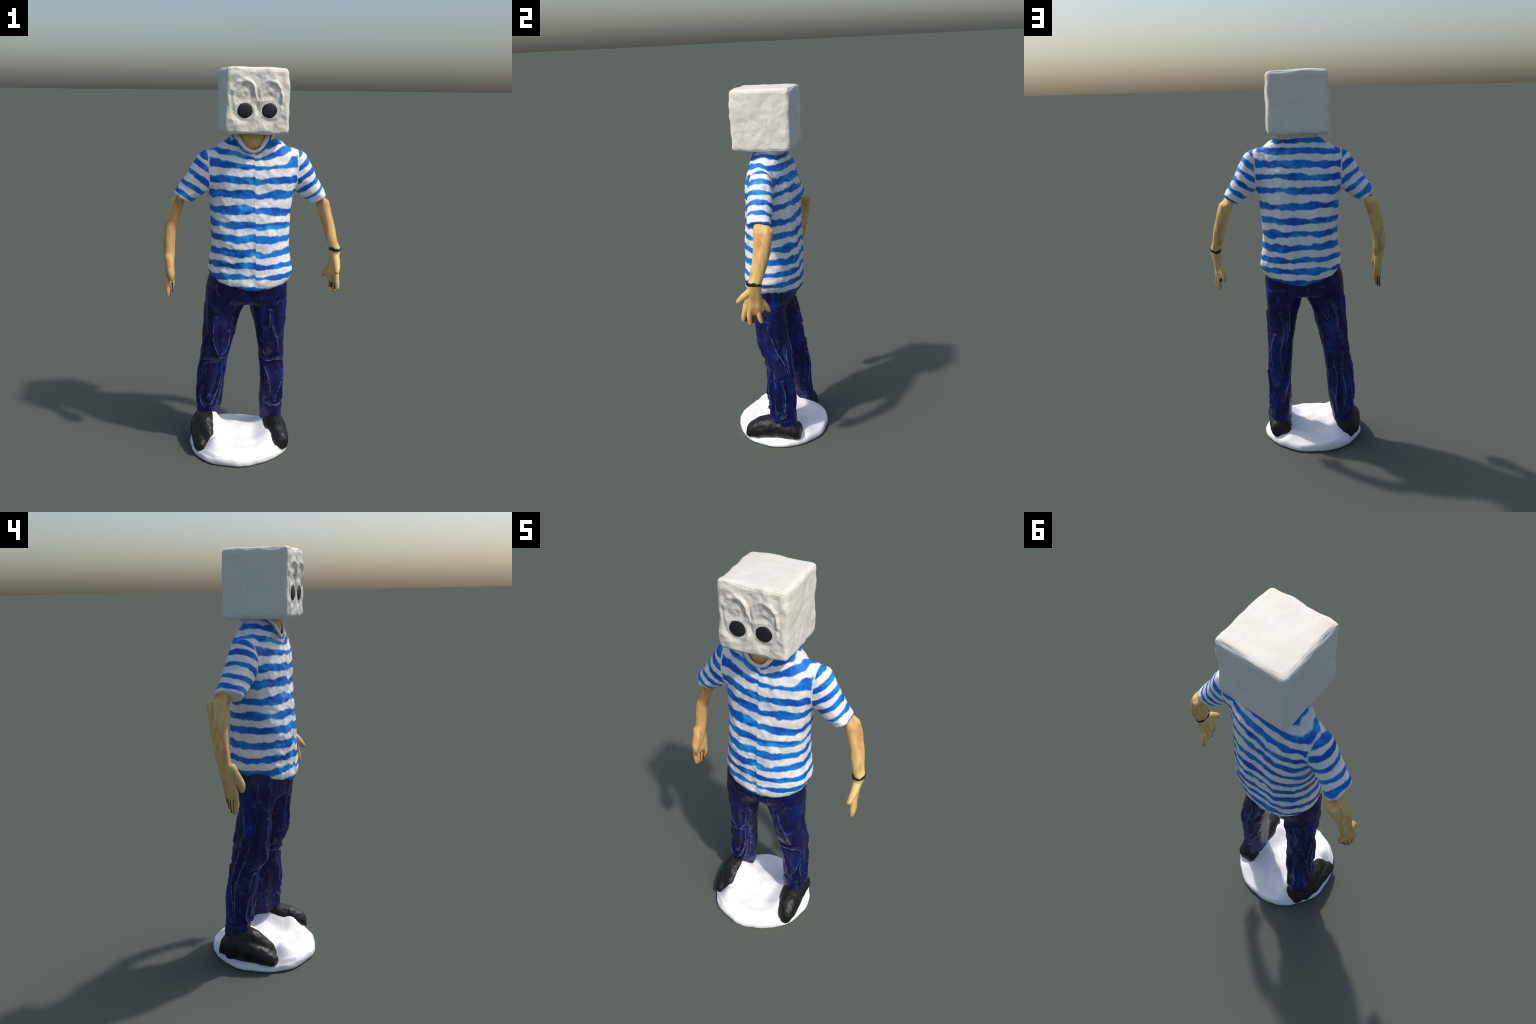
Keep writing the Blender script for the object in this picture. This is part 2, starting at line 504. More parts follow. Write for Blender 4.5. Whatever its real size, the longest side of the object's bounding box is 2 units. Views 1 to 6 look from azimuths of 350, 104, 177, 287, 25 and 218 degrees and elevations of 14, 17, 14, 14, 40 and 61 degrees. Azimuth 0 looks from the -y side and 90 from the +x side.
SLEEVE_R = [(-0.190, 1.614, -0.190, 1.394, 0.026, 0.070), (-0.254, 1.595, -0.245, 1.381, 0.029, 0.069), (-0.293, 1.551, -0.272, 1.358, 0.034, 0.066),
            (-0.333, 1.483, -0.298, 1.343, 0.043, 0.066), (-0.369, 1.432, -0.315, 1.333, 0.052, 0.066), (-0.403, 1.386, -0.329, 1.326, 0.060, 0.068)]
SLEEVE_L = [(0.170, 1.614, 0.170, 1.394, 0.000, 0.072), (0.244, 1.594, 0.224, 1.383, 0.005, 0.067), (0.285, 1.541, 0.250, 1.360, 0.010, 0.065),
            (0.317, 1.475, 0.275, 1.344, 0.013, 0.063), (0.348, 1.423, 0.291, 1.332, 0.014, 0.061), (0.380, 1.368, 0.306, 1.320, 0.015, 0.060)]

def hem_drop(p):
    a = math.atan2(p.y, p.x + 0.015)
    right = max(0, -math.cos(a)) ** 2      # -x side rides up
    left = max(0, math.cos(a)) ** 2
    back = max(0, math.sin(a)) ** 2
    front = max(0, -math.sin(a)) ** 2
    return 0.040 * right + 0.012 * left - 0.018 * back - 0.006 * front

def build_shirt():
    bm = bmesh.new()
    loft_turned(bm, TORSO, 2.27, 80)
    loft_sleeve(bm, SLEEVE_R)
    loft_sleeve(bm, SLEEVE_L)
    me = remeshed(bm, 0.0062, 4)
    def shape(p, n):
        body = 1 - smoothstep(0.20, 0.25, abs(p.x + 0.01))
        d = 0.0035 * n1(p, 26, 1.3) + 0.0022 * n1(p, 50, 6.0) + 0.004 * nv(p, 12, 12, 6, 2.0)
        # cloth drapes: vertical on the back, diagonal at the waist
        back = max(0, n.y) * smoothstep(0.95, 1.05, p.z) * smoothstep(1.56, 1.42, p.z)
        d += body * back * 0.0050 * nv(p, 30, 10, 3.0, 4.4)
        d -= body * max(0, n.y) * 0.011 * math.exp(-((p.x + 0.020) / 0.060) ** 2) * smoothstep(0.96, 1.06, p.z) * smoothstep(1.56, 1.44, p.z)
        front = max(0, -n.y)
        d += body * front * 0.0045 * nv(p, 13, 8, 16, 8.8) * smoothstep(1.5, 1.25, p.z)
        # button placket: one edge laps over the other
        pxx = p.x + 0.006 * n1(Vector((0, 0, p.z)), 9, 3)
        plk = smoothstep(-0.024, -0.016, pxx) * (1 - smoothstep(-0.012, 0.03, pxx))
        d += front ** 2 * 0.0020 * plk * smoothstep(1.60, 1.56, p.z)
        # dip where sleeve joins body
        for sx, w in ((-0.232, 0.012), (0.214, 0.012)):
            if p.z > 1.40:
                d -= 0.004 * math.exp(-((p.x - sx) / w) ** 2)
        q = p + n * d
        q.z += hem_drop(p) * smoothstep(1.06, 0.93, p.z) * body_mask(p)
        if p.y < 0.0 and p.z > 1.585:
            s = v_notch(p.x, p.z)
            q.y += 0.045 * (1 - smoothstep(-0.012, 0.006, s)) * smoothstep(0.0, -0.03, p.y)
        return q
    displace(me, shape)
    me = decimated(me, 0.24)
    up = lambda c: c.z > 1.345
    cut(me, (-0.232, 0, 1.45), (1, 0, 0.03), up)
    cut(me, (0.214, 0, 1.45), (1, 0, -0.05), up)
    def label(c):
        if c.z > 1.30 and c.x < -0.232 - 0.03 * (c.z - 1.45):
            return "r"
        if c.z > 1.30 and c.x > 0.214 + 0.05 * (c.z - 1.45):
            return "l"
        return "t"
    sr = sleeve_material("striped_sleeve_paint", (-0.25, 0.04, 1.48), (-0.60, 0.03, -0.80), 0.030, 0.056)
    sl = sleeve_material("striped_sleeve_paint", (0.235, 0.03, 1.48), (0.60, 0.0, -0.80), 0.018, 0.053)
    parts = split_parts(me, label, {"t": ("shirt", shirt_mat, None), "r": ("sleeve", sr, None), "l": ("sleeve", sl, None)}, 0.8)
    return parts

def body_mask(p):
    return 1.0 if p.z < 1.3 else 0.0

def build_neck_and_collar(shirt):
    bm = bmesh.new()
    loft_levels(bm, [(1.580, -0.060, 0.020, -0.062, 0.02), (1.602, -0.075, 0.034, -0.082, 0.02), (1.615, -0.082, 0.040, -0.086, 0.02), (1.640, -0.090, 0.046, -0.087, 0.03),
                     (1.695, -0.096, 0.052, -0.088, 0.03)], 2.2, 40, 4)
    me = remeshed(bm, 0.005, 3)
    displace(me, lambda p, n: p + n * (0.003 * n1(p, 30, 2)))
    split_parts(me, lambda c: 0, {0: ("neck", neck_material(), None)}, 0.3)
    # collar: a folded band round the open neck, left and right flap, with a painted blue edge
    for side in (-1, 1):
        path = [(-0.018, -0.094, 1.594), (-0.022 + side * 0.032, -0.092, 1.607), (-0.022 + side * 0.057, -0.085, 1.634),
                (-0.022 + side * 0.071, -0.072, 1.660), (-0.022 + side * 0.084, -0.040, 1.686)]
        bm = bmesh.new()
        loft_path(bm, [(x, y, z, r) for (x, y, z), r in zip(path, (0.006, 0.0085, 0.0100, 0.0110, 0.011))], 16, 5, 0.5, (0, 1, 0.15))
        me = mesh_from(bm)
        displace(me, lambda p, n: p + n * (0.0024 * n1(p, 60, side)))
        me.polygons.foreach_set("use_smooth", [True] * len(me.polygons))
        bmx = bmesh.new(); bmx.from_mesh(me); bmesh.ops.recalc_face_normals(bmx, faces=bmx.faces); bmx.to_mesh(me); bmx.free()
        collar = add_part("collar", me, collar_mat, shirt)
        bm = bmesh.new()
        edge = [(x + side * (0.010 + 0.0016 * i), y - 0.0005 + 0.004 * (i > 2), z - 0.0105, 0.0028 + 0.0009 * math.sin(i * 2.3 + side)) for i, (x, y, z) in enumerate(path)]
        loft_path(bm, edge, 10, 5, 0.7, (0, 1, 0.15))
        bmesh.ops.recalc_face_normals(bm, faces=bm.faces)
        me = mesh_from(bm)
        me.polygons.foreach_set("use_smooth", [True] * len(me.polygons))
        add_part("collar_edge", me, trim_mat, collar)

# ---------------------------------------------------------------- arms and hands
def build_arm(rows, palm, fingers, thumb, wrist_z, web, seed):
    bm = bmesh.new()
    rows = [(z, a, b, y0 + 0.006 * smoothstep(1.0, 1.15, z), y1 + 0.006 * smoothstep(1.0, 1.15, z)) for z, a, b, y0, y1 in rows]
    loft_levels(bm, rows, 2.1, 32, 4)
    loft_path(bm, palm[0], 24, 5, palm[1], palm[2])
    for f in fingers:
        loft_path(bm, f, 14, 4)
    loft_path(bm, thumb, 16, 4)
    me = remeshed(bm, 0.0025, 4)
    def shape(p, n):
        arm = smoothstep(wrist_z - 0.05, wrist_z + 0.03, p.z)
        d = 0.0045 * arm * nv(p, 24, 24, 5, seed) + 0.0020 * nv(p, 40, 40, 18, seed + 3) + 0.0016 * arm * nv(p, 60, 60, 10, seed + 5)
        return p + n * d
    displace(me, shape)
    me = decimated(me, 0.28)
    cut(me, (0, 0, wrist_z), (0, 0, 1))
    def seg(c, rows):
        best = 9
        for a, b in zip(rows, rows[1:]):
            a, b = Vector(a[:3]), Vector(b[:3])
            t = max(0, min(1, (c - a).dot(b - a) / (b - a).length_squared))
            best = min(best, (c - a.lerp(b, t)).length)
        return best
    def label(c):
        if c.z > wrist_z:
            return "arm"
        d = [(seg(c, f[1:]), i) for i, f in enumerate(fingers)]
        if c.z < palm[3] and min(d)[0] < 0.016:
            return "f%d" % min(d)[1]
        if seg(c, thumb[1:]) < thumb[-1][3] + 0.006:
            return "thumb"
        return "hand"
    specs = {"arm": ("arm", skin_mat, None), "hand": ("hand", skin_mat, None), "thumb": ("thumb", skin_mat, "hand")}
    for i in range(len(fingers)):
        specs["f%d" % i] = ("finger", skin_mat, "hand")
    order = ["arm", "hand", "thumb"] + ["f%d" % i for i in range(len(fingers))]
    # make sure the parent exists first
    polys = {}
    out = split_sorted(me, label, specs, order, 0.45)
    for w in web:  # solid dark slabs filling between fingers, after the scan's webbing
        bm = bmesh.new()
        vs = [bm.verts.new(p) for p in w]
        f = bm.faces.new(vs)
        ob = bpy.data.objects.new("tmp", mesh_from(bm))
        bpy.context.scene.collection.objects.link(ob)
        m = ob.modifiers.new("s", 'SOLIDIFY'); m.thickness = 0.012; m.offset = 0
        b = ob.modifiers.new("b", 'BEVEL'); b.width = 0.0025; b.segments = 2
        add_part("finger_gap_filler", bake(ob), web_mat, out["hand"])
    return out, me

def split_sorted(me, label, specs, order, facet):
    seen = {}
    def lab(c):
        return label(c)
    # two passes so that parents come before children
    vn = [label(p.center) for p in me.polygons]
    present = [k for k in order if k in vn]
    idx = sorted(range(len(vn)), key=lambda i: present.index(vn[i]))
    bm = bmesh.new()
    bm.from_mesh(me)
    rank = {o: r for r, o in enumerate(idx)}
    bm.faces.ensure_lookup_table()
    for f in bm.faces:
        f.index = rank[f.index]
    bm.faces.sort()
    bm.to_mesh(me)
    bm.free()
    me.update()
    return split_parts(me, label, specs, facet)

def build_arms():
    rows_r = [(1.400, -0.370, -0.334, 0.030, 0.072), (1.368, -0.388, -0.338, 0.034, 0.098), (1.338, -0.414, -0.344, 0.040, 0.142), (1.315, -0.420, -0.349, 0.042, 0.149),
              (1.290, -0.426, -0.357, 0.044, 0.142), (1.210, -0.445, -0.382, 0.042, 0.121), (1.130, -0.456, -0.397, 0.037, 0.103),
              (1.050, -0.459, -0.402, 0.028, 0.086), (1.015, -0.455, -0.405, 0.014, 0.083), (0.985, -0.449, -0.410, 0.010, 0.080), (0.955, -0.443, -0.416, 0.014, 0.074), (0.937, -0.438, -0.421, 0.024, 0.060)]
    palm_r = ([(-0.430, 0.050, 1.010, 0.036), (-0.430, 0.044, 0.970, 0.040), (-0.430, 0.040, 0.940, 0.041), (-0.431, 0.039, 0.930, 0.036)], 0.42, (0.86, -0.51, 0), 0.922)
    fr = [[(-0.444, 0.010, 0.945, 0.0110), (-0.446, 0.006, 0.915, 0.0105), (-0.445, 0.007, 0.880, 0.0100), (-0.443, 0.011, 0.850, 0.0085)],
          [(-0.437, 0.029, 0.945, 0.0110), (-0.439, 0.026, 0.910, 0.0100), (-0.441, 0.023, 0.870, 0.0092), (-0.441, 0.022, 0.843, 0.0078)],
          [(-0.427, 0.047, 0.945, 0.0110), (-0.428, 0.045, 0.912, 0.0098), (-0.430, 0.040, 0.875, 0.0088), (-0.432, 0.035, 0.850, 0.0074)],
          [(-0.415, 0.065, 0.945, 0.0105), (-0.413, 0.063, 0.915, 0.0092), (-0.415, 0.057, 0.890, 0.0082), (-0.419, 0.052, 0.872, 0.0066)]]
    th_r = [(-0.432, 0.034, 1.050, 0.022), (-0.429, 0.008, 1.008, 0.0225), (-0.425, -0.010, 0.972, 0.0185), (-0.423, -0.011, 0.947, 0.0125)]
    web_r = []
    out, me = build_arm(rows_r, palm_r, fr, th_r, 1.035, web_r, 2.0)
    # closed fingers: dark blades added between each pair in place of modelled grooves
    across = Vector((0.86, -0.51, 0))
    for a, b in zip(fr, fr[1:]):
        n = min(len(a), len(b))
        rows = [tuple((Vector(a[k][:3]) + Vector(b[k][:3])) / 2 + Vector((0, 0, -0.012 if k == 0 else 0))) + (0.0008 + 0.0009 * (k > 0),) for k in range(n)]
        bm = bmesh.new()
        loft_path(bm, rows, 12, 5, 5.6, tuple(across))
        bmesh.ops.recalc_face_normals(bm, faces=bm.faces)
        gm = mesh_from(bm)
        displace(gm, lambda p, q: p + Vector((0, 0.0016 * n1(p, 130, 2), 0)))
        add_part("finger_gap_filler", gm, web_mat, out["hand"])

    rows_l = [(1.400, 0.322, 0.350, -0.004, 0.034), (1.362, 0.328, 0.368, -0.012, 0.050), (1.330, 0.329, 0.400, -0.012, 0.080), (1.310, 0.336, 0.408, -0.012, 0.083),
              (1.290, 0.343, 0.413, -0.011, 0.081), (1.205, 0.369, 0.433, -0.017, 0.070), (1.120, 0.393, 0.451, -0.029, 0.046),
              (1.080, 0.406, 0.464, -0.038, 0.033), (1.060, 0.405, 0.463, -0.038, 0.031), (1.025, 0.406, 0.454, -0.043, 0.030), (0.995, 0.408, 0.447, -0.050, 0.034), (0.965, 0.407, 0.441, -0.050, 0.036), (0.946, 0.412, 0.434, -0.040, 0.028)]
    palm_l = ([(0.430, -0.006, 1.025, 0.036), (0.427, -0.010, 0.990, 0.046), (0.422, -0.008, 0.955, 0.056), (0.420, -0.006, 0.940, 0.054)], 0.40, (1, 0.20, 0), 0.935)
    fl = [[(0.431, -0.050, 0.960, 0.0150), (0.434, -0.056, 0.930, 0.0145), (0.436, -0.064, 0.900, 0.0130), (0.436, -0.067, 0.878, 0.0105)],
          [(0.431, -0.026, 0.960, 0.0150), (0.433, -0.031, 0.925, 0.0145), (0.434, -0.033, 0.890, 0.0130), (0.430, -0.033, 0.860, 0.0108)],
          [(0.418, 0.006, 0.960, 0.0150), (0.420, 0.010, 0.928, 0.0145), (0.422, 0.017, 0.892, 0.0128), (0.420, 0.023, 0.868, 0.0102)],
          [(0.408, 0.030, 0.972, 0.0160), (0.401, 0.043, 0.948, 0.0155), (0.395, 0.052, 0.928, 0.0125), (0.391, 0.056, 0.919, 0.0105)]]
    th_l = [(0.434, -0.010, 1.052, 0.018), (0.434, -0.038, 1.022, 0.020), (0.430, -0.070, 0.994, 0.0155), (0.422, -0.092, 0.973, 0.0120)]
    web_l = [[(0.433, -0.056, 0.935), (0.420, 0.012, 0.935), (0.421, 0.022, 0.872), (0.430, -0.033, 0.862), (0.435, -0.066, 0.882)],
             [(0.420, 0.012, 0.940), (0.408, 0.040, 0.948), (0.405, 0.042, 0.922), (0.419, 0.020, 0.895)]]
    out, me = build_arm(rows_l, palm_l, fl, th_l, 1.045, web_l, 6.0)
    # painted wristband: a thin lumpy ring
    bm = bmesh.new()
    rings, N = [], 40
    cx, cy, ax, ay = 0.4345, -0.003, 0.0296, 0.0364
    bv = [[None] * 8 for _ in range(N)]
    for i in range(N):
        t = 2 * math.pi * i / N
        c, s = spow(math.cos(t), 2 / 2.1), spow(math.sin(t), 2 / 2.1)
        zc = 1.076 + 0.004 * math.sin(2 * t + 1) - 0.004 * s + 0.0015 * math.sin(7 * t)
        h = 0.0080 + 0.0022 * math.sin(3 * t + 2) + 0.0014 * math.sin(8 * t)
        for k in range(8):
            b = 2 * math.pi * k / 8
            r = 1 + 0.075 * math.cos(b)
            bv[i][k] = bm.verts.new((cx + ax * c * r, cy + ay * s * r, zc + h * math.sin(b)))
    for i in range(N):
        for k in range(8):
            j, l = (i + 1) % N, (k + 1) % 8
            bm.faces.new((bv[i][k], bv[j][k], bv[j][l], bv[i][l]))
    bmesh.ops.recalc_face_normals(bm, faces=bm.faces)
    wm = mesh_from(bm)
    wm.polygons.foreach_set("use_smooth", [True] * len(wm.polygons))
    add_part("wristband", wm, band_mat, out["arm"])

# ---------------------------------------------------------------- trousers
LEG_R = [(0.100, -0.229, 0.091, 0.058, 0.069, -0.20), (0.130, -0.228, 0.090, 0.059, 0.070, -0.18), (0.170, -0.226, 0.088, 0.064, 0.069, -0.10),
         (0.220, -0.223, 0.084, 0.067, 0.068, -0.02), (0.270, -0.221, 0.080, 0.070, 0.069, 0.05), (0.330, -0.216, 0.075, 0.072, 0.070, 0.12),
         (0.390, -0.211, 0.068, 0.073, 0.0705, 0.15), (0.450, -0.204, 0.061, 0.072, 0.071, 0.17), (0.490, -0.199, 0.054, 0.070, 0.076, 0.22),
         (0.530, -0.191, 0.039, 0.068, 0.087, 0.30), (0.570, -0.186, 0.031, 0.069, 0.089, 0.30), (0.620, -0.180, 0.024, 0.074, 0.087, 0.32),
         (0.680, -0.173, 0.013, 0.081, 0.086, 0.28), (0.740, -0.163, 0.010, 0.090, 0.080, 0.10), (0.790, -0.150, 0.003, 0.103, 0.083, 0.00), (0.850, -0.140, 0.003, 0.108, 0.095, -0.10)]
LEG_L = [(0.100, 0.110, 0.048, 0.057, 0.080, 0.00), (0.130, 0.112, 0.044, 0.059, 0.080, -0.03), (0.170, 0.111, 0.043, 0.061, 0.077, -0.09),
         (0.220, 0.110, 0.041, 0.061, 0.076, -0.11), (0.270, 0.110, 0.039, 0.061, 0.077, -0.09), (0.330, 0.111, 0.038, 0.062, 0.077, -0.05),
         (0.390, 0.110, 0.036, 0.065, 0.076, -0.06), (0.450, 0.107, 0.035, 0.068, 0.073, -0.09), (0.490, 0.105, 0.030, 0.070, 0.074, -0.13),
         (0.530, 0.101, 0.021, 0.070, 0.080, -0.20), (0.570, 0.097, 0.011, 0.069, 0.087, -0.26), (0.620, 0.092, 0.001, 0.075, 0.083, -0.15),
         (0.680, 0.088, -0.007, 0.081, 0.083, -0.05), (0.740, 0.084, -0.012, 0.090, 0.087, -0.03), (0.790, 0.077, -0.016, 0.098, 0.090, 0.00), (0.850, 0.070, -0.014, 0.104, 0.100, -0.05)]
HIPS = [(0.812, -0.036, -0.006, 0.208, 0.092, -0.10), (0.840, -0.036, -0.008, 0.212, 0.107, -0.10), (0.870, -0.0355, -0.010, 0.2105, 0.112, -0.10),
        (0.900, -0.035, -0.008, 0.210, 0.117, -0.10), (0.950, -0.030, -0.003, 0.203, 0.122, -0.08), (1.000, -0.020, 0.000, 0.195, 0.122, -0.08)]
# fold lines per leg: (angle in degrees round the leg, 0 = +x, -90 = front; height)
FOLDS_R = [[(-120, 0.74), (-118, 0.66), (-110, 0.60), (-88, 0.53)], [(-60, 0.66), (-62, 0.58), (-85, 0.52)], [(-150, 0.49), (-120, 0.505), (-85, 0.512), (-55, 0.515)],
           [(-140, 0.40), (-135, 0.47), (-110, 0.492), (-75, 0.50)], [(-62, 0.49), (-60, 0.42), (-65, 0.34), (-80, 0.26), (-105, 0.22)], [(-50, 0.40), (-55, 0.30), (-70, 0.22)],
           [(160, 0.80), (165, 0.70), (155, 0.60), (150, 0.50), (152, 0.42), (165, 0.32), (170, 0.25)], [(188, 0.62), (178, 0.50), (170, 0.40), (175, 0.30), (180, 0.22)],
           [(-135, 0.33), (-140, 0.26), (-115, 0.20)], [(100, 0.78), (110, 0.70), (105, 0.62)], [(70, 0.45), (75, 0.36), (60, 0.25), (65, 0.17)], [(110, 0.50), (100, 0.40), (105, 0.30), (95, 0.2)],
           [(60, 0.73), (75, 0.69), (85, 0.74)]]
FOLDS_L = [[(-100, 0.745), (-85, 0.66), (-75, 0.60), (-72, 0.54)], [(-140, 0.50), (-110, 0.485), (-80, 0.495), (-45, 0.475), (-40, 0.43)], [(-45, 0.42), (-65, 0.34), (-85, 0.27)],
           [(-130, 0.46), (-110, 0.38), (-100, 0.28)], [(-95, 0.78), (-100, 0.70)], [(0, 0.72), (10, 0.66), (20, 0.58), (40, 0.50), (45, 0.44)], [(-40, 0.40), (-50, 0.33), (-40, 0.25)],
           [(20, 0.40), (30, 0.30), (20, 0.20)], [(80, 0.72), (95, 0.62), (85, 0.50), (100, 0.40)], [(110, 0.76), (115, 0.66), (105, 0.56)], [(130, 0.36), (110, 0.30), (90, 0.22)],
           [(60, 0.60), (50, 0.52), (55, 0.44)], [(-120, 0.24), (-90, 0.21), (-60, 0.22)], [(-20, 0.20), (0, 0.17), (30, 0.19)]]

def leg_axis(rows, z):
    t = np.array(rows)
    f = lambda k: float(np.interp(z, t[:, 0], t[:, k]))
    return f(1), f(2)

def build_trousers():
    bm = bmesh.new()
    loft_turned(bm, LEG_R, 2.3, 56)
    loft_turned(bm, LEG_L, 2.3, 56)
    loft_turned(bm, HIPS, 2.6, 64)
    me = remeshed(bm, 0.0058, 4)
    # sample fold lines as polylines in (angle, height)
    strokes = {}
    for side, folds in (("r", FOLDS_R), ("l", FOLDS_L)):
        strokes[side] = [smooth_table(f, 8) for f in folds]
    def shape(p, n):
        side, rows = ("r", LEG_R) if p.x < -0.033 else ("l", LEG_L)
        d = 0.0050 * nv(p, 20, 20, 7, 3.0) + 0.0038 * nv(p, 36, 36, 14, 7.0) + 0.0020 * n1(p, 60, 1.0)
        d += 0.0024 * (0.1 - abs(nv(p, 17, 17, 4, 11.0)) * 3) - 0.0004
        if p.z < 0.81:
            ax, ay = leg_axis(rows, p.z)
            a = math.degrees(math.atan2(p.y - ay, p.x - ax))
            best = 1.0
            for s in strokes[side]:
                da = (s[:, 0] - a + 180) % 360 - 180
                best = min(best, float(np.min(np.hypot(da * 0.00125, s[:, 1] - p.z))))
            d += 0.0075 * math.exp(-(best / 0.009) ** 2) - 0.0040 * math.exp(-((best - 0.018) / 0.009) ** 2)
        q = p + n * d
        # cuffs slope: higher on the instep, lower on the heel
        ax, ay = leg_axis(rows, 0.14)
        rise = (0.070 if side == "r" else 0.040) * max(0, (ay - p.y) / 0.07) + (0.012 if side == "r" else 0.006)
        q.z += rise * smoothstep(0.24, 0.11, p.z)
        return q
    displace(me, shape)
    bvh = BVHTree.FromPolygons([v.co for v in me.vertices], [p.vertices[:] for p in me.polygons])
    me2 = decimated(me.copy(), 0.34)
    cut(me2, (0, 0, 0.812), (0, 0, 1))
    def label(c):
        return "hips" if c.z > 0.812 else ("r" if c.x < -0.033 else "l")
    specs = {"hips": ("trousers", denim, None), "r": ("trouser_leg", denim, None), "l": ("trouser_leg", denim, None)}
    parts = split_parts(me2, label, specs, 0.40)
    # dry-brushed paint ridges along the folds
    for side, rows in (("r", LEG_R), ("l", LEG_L)):
        bm = bmesh.new()
        for si, s in enumerate(strokes[side]):
            line = []
            for ang, z in s:
                ax, ay = leg_axis(rows, z)
                o = Vector((ax, ay, z))
                dr = Vector((math.cos(math.radians(ang)), math.sin(math.radians(ang)), 0))
                hit = bvh.ray_cast(o + dr * 0.14, -dr, 0.14)
                if hit[0] is not None:
                    line.append(hit[0] - dr * 0.0006)
            if len(line) < 4:
                continue
            m = len(line)
            tab = [(p.x, p.y, p.z, 0.0008 + 0.0026 * math.sin(math.pi * (i + 0.5) / m) * (0.55 + 0.6 * abs(noise.noise(p * 40)))) for i, p in enumerate(line)]
            loft_path(bm, tab, 7, 2)
        bmesh.ops.recalc_face_normals(bm, faces=bm.faces)
        fm = mesh_from(bm)
        fm.polygons.foreach_set("use_smooth", [True] * len(fm.polygons))
        ob = add_part("fold_highlight", fm, scuff, parts[side])
        ob["kind"] = "stuff"

# ---------------------------------------------------------------- shoes
def shoe_loft(bm, rows, n=36):
    """rows from heel to toe: centre x, centre y, half width, bottom, top"""
    tab = smooth_table(rows, 4)
    rings = []
    for k, (x, y, w, z0, z1) in enumerate(tab):
        d = Vector(tab[min(k + 1, len(tab) - 1)][:2]) - Vector(tab[max(k - 1, 0)][:2])
        d.normalize()
        sd = Vector((-d.y, d.x, 0))
        c = Vector((x, y, 0))
        rings.append([c + sd * (w * spow(math.cos(a), 2 / 2.3)) + Vector((0, 0, (z0 + z1) / 2 + (z1 - z0) / 2 * spow(math.sin(a), 2 / 2.0)))
                      for a in (2 * math.pi * i / n for i in range(n))])
    skin_rings(bm, rings)

def build_shoe(lofts):
    bm = bmesh.new()
    for rows in lofts:
        shoe_loft(bm, rows)
    me = remeshed(bm, 0.005, 7)
    displace(me, lambda p, n: p + n * (0.0008 + 0.0042 * n1(p, 22, 4) + 0.0024 * n1(p, 48, 8)))
    me = decimated(me, 0.35)
    split_parts(me, lambda c: 0, {0: ("shoe", black, None)}, 0.7)

SHOE_R = [[(-0.238, 0.178, 0.038, 0.030, 0.076), (-0.240, 0.160, 0.052, 0.028, 0.125), (-0.246, 0.110, 0.064, 0.025, 0.165), (-0.250, 0.050, 0.066, 0.025, 0.185),
           (-0.252, 0.000, 0.056, 0.025, 0.182), (-0.250, -0.040, 0.044, 0.025, 0.158), (-0.254, -0.072, 0.038, 0.025, 0.130), (-0.262, -0.098, 0.032, 0.025, 0.100), (-0.268, -0.112, 0.020, 0.03, 0.08)],
          [(-0.276, 0.130, 0.034, 0.025, 0.115), (-0.284, 0.070, 0.044, 0.025, 0.152), (-0.287, 0.000, 0.045, 0.025, 0.142), (-0.288, -0.060, 0.044, 0.025, 0.114),
           (-0.293, -0.100, 0.035, 0.025, 0.090), (-0.300, -0.126, 0.022, 0.030, 0.074)]]
SHOE_L = [[(0.118, 0.145, 0.038, 0.030, 0.083), (0.117, 0.127, 0.053, 0.028, 0.120), (0.116, 0.070, 0.060, 0.025, 0.140), (0.115, 0.000, 0.064, 0.025, 0.155), (0.119, -0.045, 0.062, 0.025, 0.153),
           (0.125, -0.090, 0.055, 0.025, 0.142), (0.131, -0.128, 0.047, 0.025, 0.124), (0.136, -0.158, 0.035, 0.028, 0.102), (0.139, -0.174, 0.020, 0.035, 0.078)]]

# ---------------------------------------------------------------- base
RIM_ANGLE = [-180, -164, -145, -125, -100, -82, -65, -39, -17, 2, 21, 40, 62, 89, 110, 130, 159, 180]
RIM_HEIGHT = [0.034, 0.031, 0.036, 0.039, 0.041, 0.043, 0.043, 0.033, 0.026, 0.026, 0.029, 0.037, 0.041, 0.047, 0.049, 0.046, 0.037, 0.034]

def rim_height(x, y):
    return float(np.interp(math.degrees(math.atan2(y, x + 0.072)), RIM_ANGLE, RIM_HEIGHT))

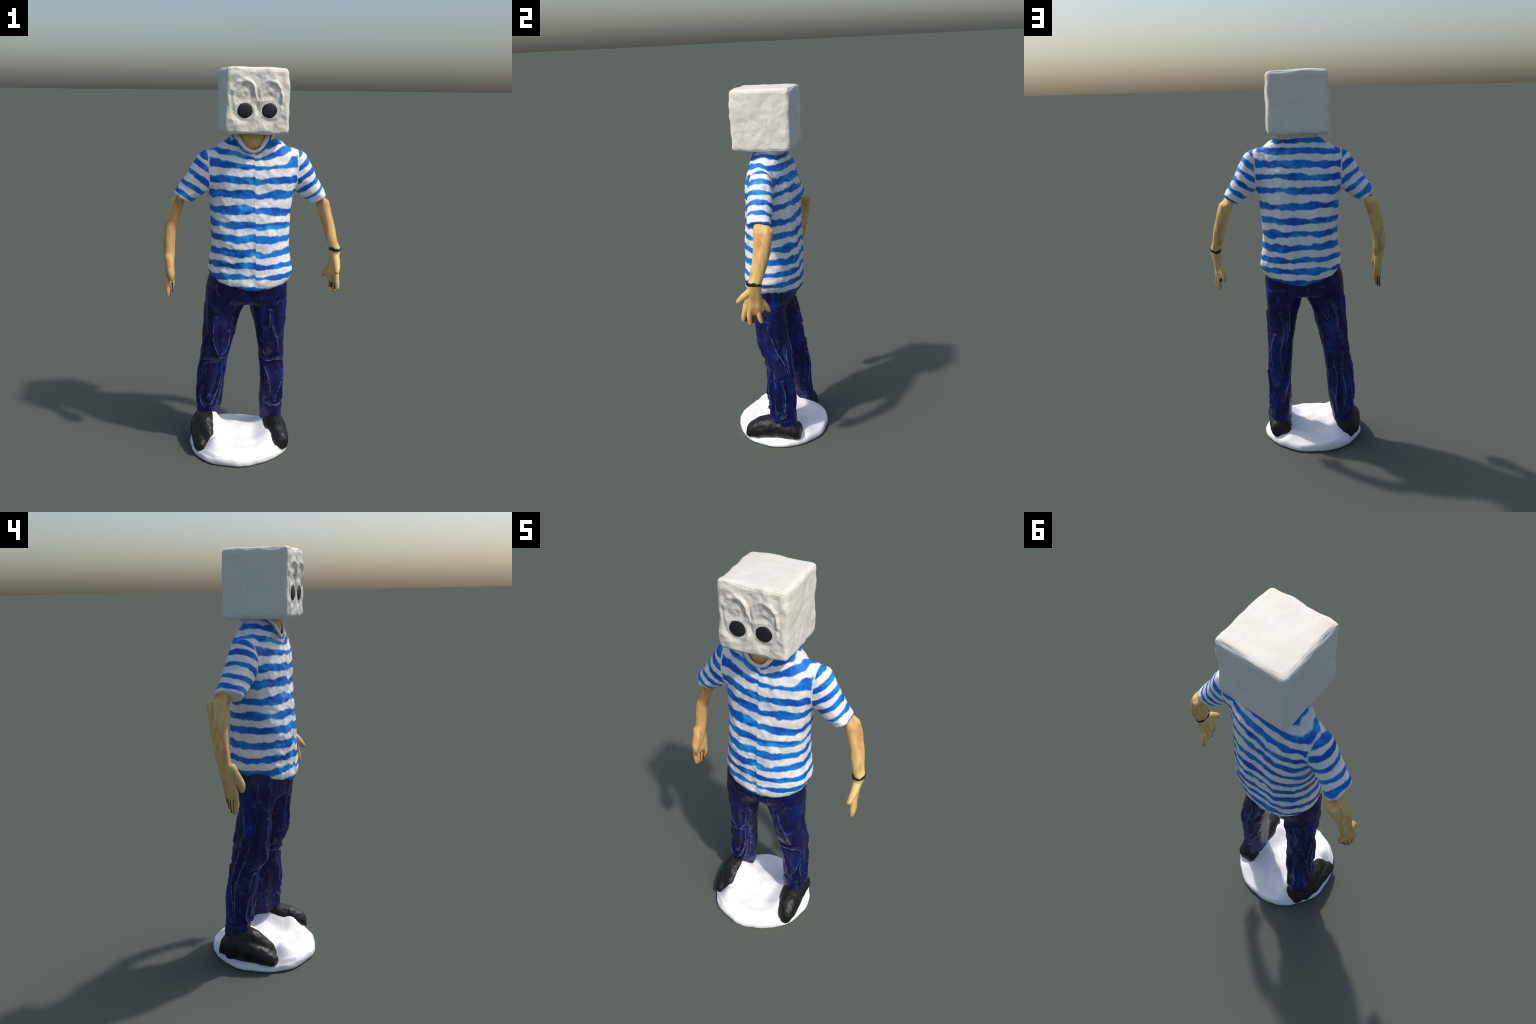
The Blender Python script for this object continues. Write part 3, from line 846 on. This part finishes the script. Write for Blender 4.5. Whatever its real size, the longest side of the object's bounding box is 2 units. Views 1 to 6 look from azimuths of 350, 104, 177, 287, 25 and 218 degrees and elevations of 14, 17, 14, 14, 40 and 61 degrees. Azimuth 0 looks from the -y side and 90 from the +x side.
def base_height(x, y):
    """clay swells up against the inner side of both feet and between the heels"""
    r = math.hypot(x + 0.072, y)
    k = smoothstep(0.262, 0.185, r)
    h = rim_height(x, y) * (1 - k) + 0.062 * k
    h += 0.046 * math.exp(-(((x + 0.217) / 0.050) ** 2 + ((y + 0.145) / 0.050) ** 2))
    h += 0.016 * math.exp(-(((x + 0.200) / 0.05) ** 2 + ((y - 0.165) / 0.05) ** 2))
    h += 0.036 * math.exp(-((y - 0.035) / 0.090) ** 2) * math.exp(-((x + 0.08) / 0.16) ** 2)
    right = float(np.interp(y, [-0.15, -0.11, -0.07, -0.03, 0.03, 0.08, 0.13, 0.18], [0.0, 0.015, 0.045, 0.075, 0.095, 0.075, 0.030, 0.0]))
    left = float(np.interp(y, [-0.20, -0.16, -0.11, -0.05, 0.01, 0.06, 0.11, 0.16], [0.0, 0.012, 0.040, 0.052, 0.058, 0.050, 0.020, 0.0]))
    h += right * math.exp(-(max(0, x + 0.205) / 0.045) ** 2) * smoothstep(-0.29, -0.24, x)
    h += left * math.exp(-(max(0, 0.080 - x) / 0.048) ** 2) * smoothstep(0.16, 0.12, x)
    return h

def build_base():
    cx, cy = -0.072, 0.0
    bm = bmesh.new()
    N, rings = 96, []
    prof = [(0.95, 0.0), (0.985, 0.003), (1.0, 0.012), (1.0, 0.024), (0.988, 0.035), (0.965, 0.042)] + [(r, None) for r in np.linspace(0.94, 0.02, 40)]
    for r, z in prof:
        ring = []
        for i in range(N):
            a = 2 * math.pi * i / N
            R = 0.2665 * (1 + 0.010 * math.sin(2 * a + 0.5) + 0.010 * math.sin(3 * a + 2) + 0.008 * math.sin(7 * a) + 0.006 * math.sin(11 * a + 1))
            x, y = cx + R * r * math.cos(a), cy + R * r * math.sin(a)
            lump = 0.010 * noise.noise(Vector((x * 14, y * 14, 3)))
            if z is None:
                zz = base_height(x, y) + lump + 0.002 * noise.noise(Vector((x * 40, y * 40, 1)))
            else:
                zz = z / 0.043 * (rim_height(x, y) + lump)
            ring.append(Vector((x, y, zz)))
        rings.append(ring)
    skin_rings(bm, rings)
    bmesh.ops.recalc_face_normals(bm, faces=bm.faces)
    me = mesh_from(bm)
    displace(me, lambda p, n: p + Vector((n.x, n.y, 0)) * (0.004 * n1(p, 22, 2) + 0.002 * n1(p, 50, 2)))
    zmin = min(v.co.z for v in me.vertices)
    displace(me, lambda p, n: Vector((p.x, p.y, max(0.0, p.z - zmin))))
    me = decimated(me, 0.30)
    split_parts(me, lambda c: 0, {0: ("base", white_base, None)}, 0.6)

build_base()
build_shoe(SHOE_R)
build_shoe(SHOE_L)
build_trousers()
parts = build_shirt()
build_neck_and_collar(parts["t"])
build_arms()
build_head()
for ob in list(bpy.context.scene.objects):
    if ob.name.startswith("tmp"):
        bpy.data.objects.remove(ob)
